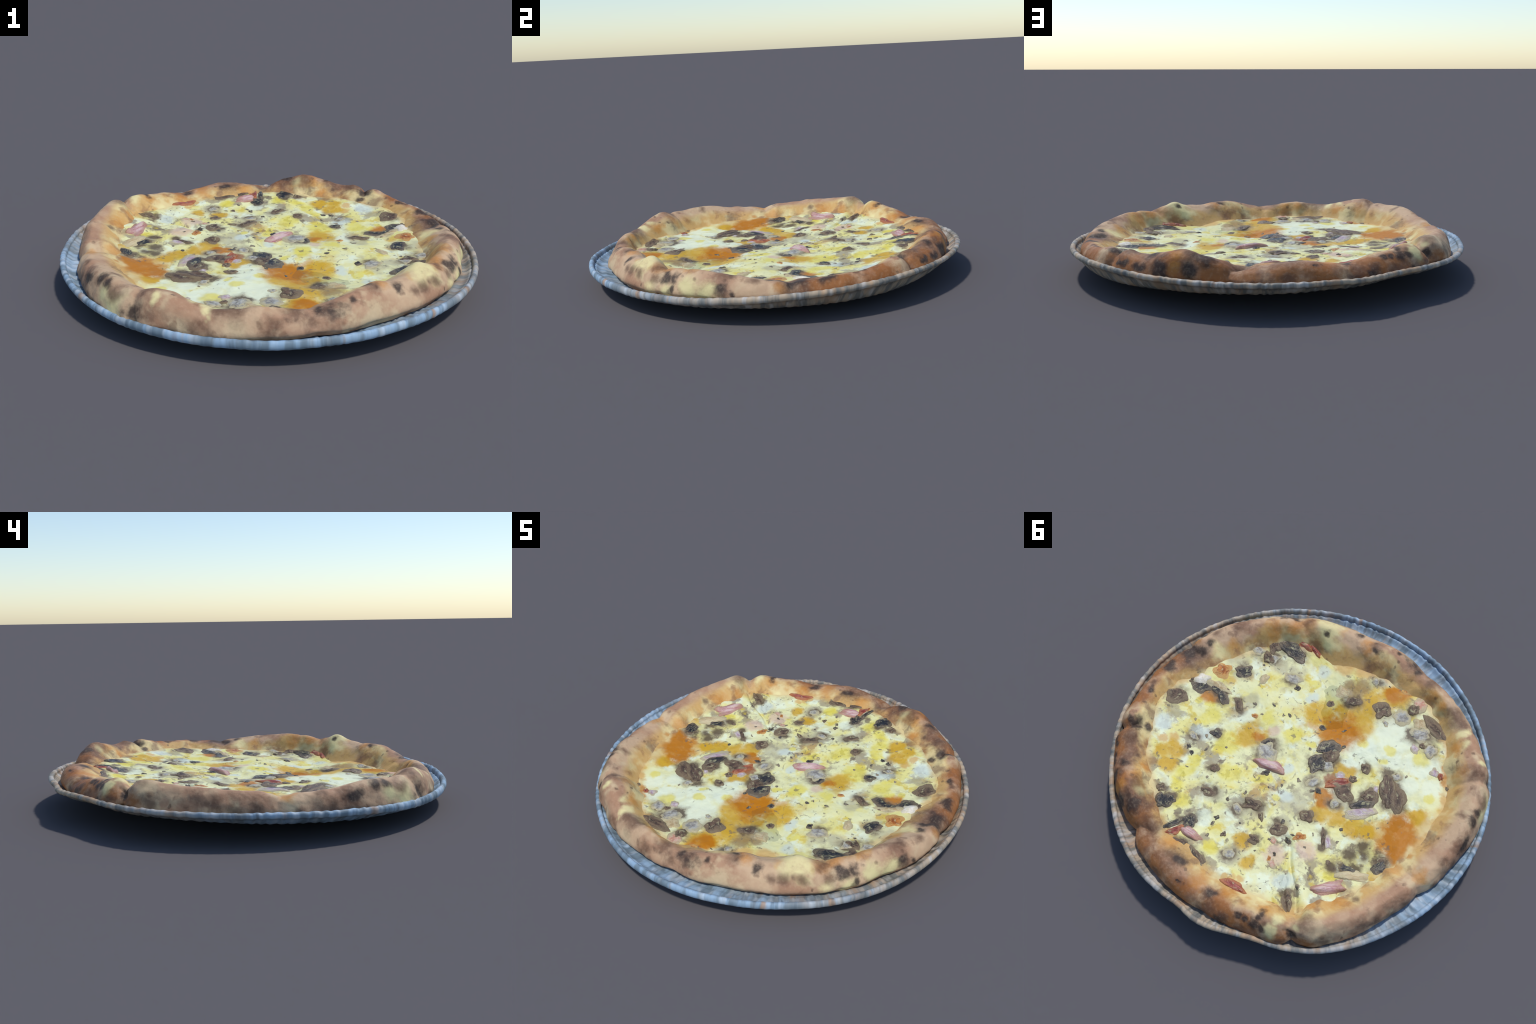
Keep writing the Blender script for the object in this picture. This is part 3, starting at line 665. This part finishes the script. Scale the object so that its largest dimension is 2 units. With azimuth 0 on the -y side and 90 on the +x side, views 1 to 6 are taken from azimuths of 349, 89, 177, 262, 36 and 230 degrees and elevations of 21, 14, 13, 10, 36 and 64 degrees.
def topping_material(name, dark, light, rough=.45, edge=.8, edge_color=None, smear=.55):
    """Topping colour that is smeared over with cheese toward the edge of each piece."""
    m = Mat(name, rough, .4)
    info = m.n("ObjectInfo").outputs["Random"]
    comb = m.n("CombineXYZ")
    m.put(comb.inputs[0], m.math("MULTIPLY", info, 37.0))
    m.put(comb.inputs[2], m.math("MULTIPLY", info, 11.0))
    where = m.vmath("ADD", m.co, comb.outputs[0])
    m.mix(m.ramp(m.noise(1.3, 4, co=where), .36, .64), light, dark)
    m.mix(m.math("MULTIPLY", m.ramp(m.noise(3.0, 3, co=where), .58, .72), .5), tuple(min(1, c * 1.3 + .012) for c in light[:3]) + (1,))
    m.mix(m.math("MULTIPLY", m.ramp(m.noise(1.7, 5, .65, co=m.vmath("ADD", where, (5, 3, 1))), .52, .66), smear), srgb(206, 198, 150))
    flat = m.vmath("MULTIPLY", m.co, (1, 1, 0))
    d = m.math("ADD", m.vmath("LENGTH", flat), m.math("MULTIPLY", m.math("SUBTRACT", m.noise(2.6, 5, .65, co=where), .5), 1.9))
    m.mix(m.math("MULTIPLY", m.ramp(d, .35, 1.0), edge), edge_color or srgb(188, 176, 136))
    m.bump(m.noise(5, 3, co=where), .25, .05)
    return m.done()


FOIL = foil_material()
DOUGH = crust_material()
CHEESE = cheese_material()
LOOKS = {
    "black": ("olive", topping_material("black_olive", srgb(30, 30, 34), srgb(56, 51, 48), .35, .9, srgb(112, 98, 78)), .007),
    "brown": ("mushroom_cap", topping_material("brown_mushroom", srgb(68, 51, 40), srgb(110, 87, 68), .5, .9, srgb(128, 110, 84)), .008),
    "grey": ("mushroom_slice", topping_material("grey_mushroom", srgb(128, 122, 114), srgb(186, 184, 174), .4, .95), .006),
    "beige": ("mushroom_flesh", topping_material("pale_mushroom", srgb(176, 150, 108), srgb(208, 190, 150), .5, .75), .009),
    "white": ("mushroom_stem", topping_material("white_mushroom", srgb(226, 214, 192), srgb(242, 236, 222), .5, .5), .010),
    "ham": ("ham", topping_material("pink_ham", srgb(170, 112, 112), srgb(208, 178, 174), .4, .85, srgb(178, 134, 108)), .017),
    "hamred": ("cured_ham", topping_material("red_ham", srgb(128, 48, 36), srgb(172, 92, 82), .4, .85, srgb(176, 112, 66)), .010),
    "lilac": ("ham_fat", topping_material("pale_ham", srgb(170, 140, 148), srgb(210, 196, 200), .35, .9), .007),
    "pink": ("ham_shred", topping_material("shredded_ham", srgb(196, 140, 116), srgb(216, 180, 160), .45, .9), .005),
    "sauce": ("tomato", topping_material("tomato_bit", srgb(144, 74, 26), srgb(190, 118, 50), .4, .9, srgb(206, 160, 90)), .005),
}

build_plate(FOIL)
build_crust(DOUGH)
build_cheese(CHEESE)


# ------------------------------------------------------------------ toppings
def drape_piece(name, material, x, y, l, w, a, height, seed, bend=0.0, folds=0.0):
    """A soft slice lying in the cheese: ragged outline, low rounded back, rim sunk under the surface.
    Built in units of its own half length, half width and height, so its material fades toward the rim."""
    n = 44
    t = np.linspace(0, TAU, n, endpoint=False)
    ct, st = np.cos(t), np.sin(t)
    out = 1 + .34 * noise3(ct * 1.1, st * 1.1, seed, seed) + .14 * noise3(ct * 2.4, st * 2.4, seed, seed + 1) + .05 * noise3(ct * 6, st * 6, seed, seed + 2)
    sx, sy = max(l, w * .8) / 2 * 1.15, w / 2 * 1.28
    a = math.radians(a)
    z0 = float(cheese_height(x, y))
    rows = []
    for k, up in ((.35, -3.2), (.9, -2.2), (1.06, -.75), (1.0, -.05), (.92, .40), (.82, .66), (.68, .84), (.5, .94), (.3, 1.0), (.12, 1.0)):
        u, v = out * k * ct, out * k * st
        v = v + bend * (u * u - .4)
        px = x + u * sx * math.cos(a) - v * sy * math.sin(a)
        py = y + u * sx * math.sin(a) + v * sy * math.cos(a)
        lift = up * height
        if up > -.5:
            lift = lift + height * (.30 * fbm(u * 1.5, v * 1.5, seed, seed + 3, 2) + folds * np.cos(4.2 * v + 2 * u + seed))
        rows.append((u, v, (cheese_height(px, py) + lift - z0) / height))
    U, V, W = (np.array([r[i] for r in rows]) for i in range(3))
    ob = loft(name, U, V, W, material, pizza)
    ob.location = (x, y, z0)
    ob.rotation_euler = (0, 0, a)
    ob.scale = (sx, sy, height)
    return ob


for kind, (name, material, height) in LOOKS.items():
    for i, (x, y, l, w, a) in enumerate(PIECES[kind]):
        if kind in ("brown", "black") and l * w > .0012:
            l, w = l * 1.15, w * 1.25
        w = max(w, .36 * l) if kind in ("ham", "lilac", "hamred", "beige") else w
        h = height * (.7 + .4 * rng.random()) * min(1, .4 + 9 * w)
        drape_piece(name, material, x, y, l, w, a, h, 3 + 13 * i + 101 * len(kind), bend=.5 * (rng.random() - .5),
                    folds=.5 if kind in ("ham", "hamred") else .12)


def build_flecks():
    """Tiny dark herb and mushroom crumbs strewn over the cheese."""
    dark = Mat("dark_crumbs", .5)
    dark.mix(dark.ramp(dark.noise(25), .4, .6), srgb(150, 138, 112), srgb(84, 78, 70))
    material = dark.done()
    V, F = [], []
    spots = [(x, y, l * .9, w * .9, a) for x, y, l, w, a in PIECES["speck"]]
    while len(spots) < 80:
        r, t = .74 * math.sqrt(rng.random()), TAU * rng.random()
        x, y = r * math.cos(t), r * math.sin(t)
        if noise3(x * 4, y * 4, 3, 77) + .3 * rng.random() < -.05 or math.hypot(x + .15, y + .38) < .17:
            continue
        w = .005 + .011 * rng.random() ** 2
        spots.append((x, y, w * (1 + 1.6 * rng.random()), w, 180 * rng.random()))
    for x, y, l, w, a in spots:
        n, base = 10, len(V)
        a = math.radians(a)
        wob = 1 + .3 * rng.standard_normal(n).clip(-1, 1)
        top = .0010 + .04 * w
        for k, dz in ((1.0, -.003), (.9, top * .6), (.5, top)):
            for j in range(n):
                u, v = math.cos(TAU * j / n) * l / 2 * k * wob[j], math.sin(TAU * j / n) * w / 2 * k * wob[j]
                px, py = x + u * math.cos(a) - v * math.sin(a), y + u * math.sin(a) + v * math.cos(a)
                V.append((px, py, dz))
        for i in range(2):
            for j in range(n):
                F.append((base + i * n + j, base + i * n + (j + 1) % n, base + (i + 1) * n + (j + 1) % n, base + (i + 1) * n + j))
        F.append(tuple(base + 2 * n + j for j in range(n)))
        F.append(tuple(base + n - 1 - j for j in range(n)))
    V = np.array(V)
    V[:, 2] += cheese_height(V[:, 0], V[:, 1])
    ob = mesh_object("crumbs", V, F, material, pizza)
    ob["kind"] = "stuff"


build_flecks()
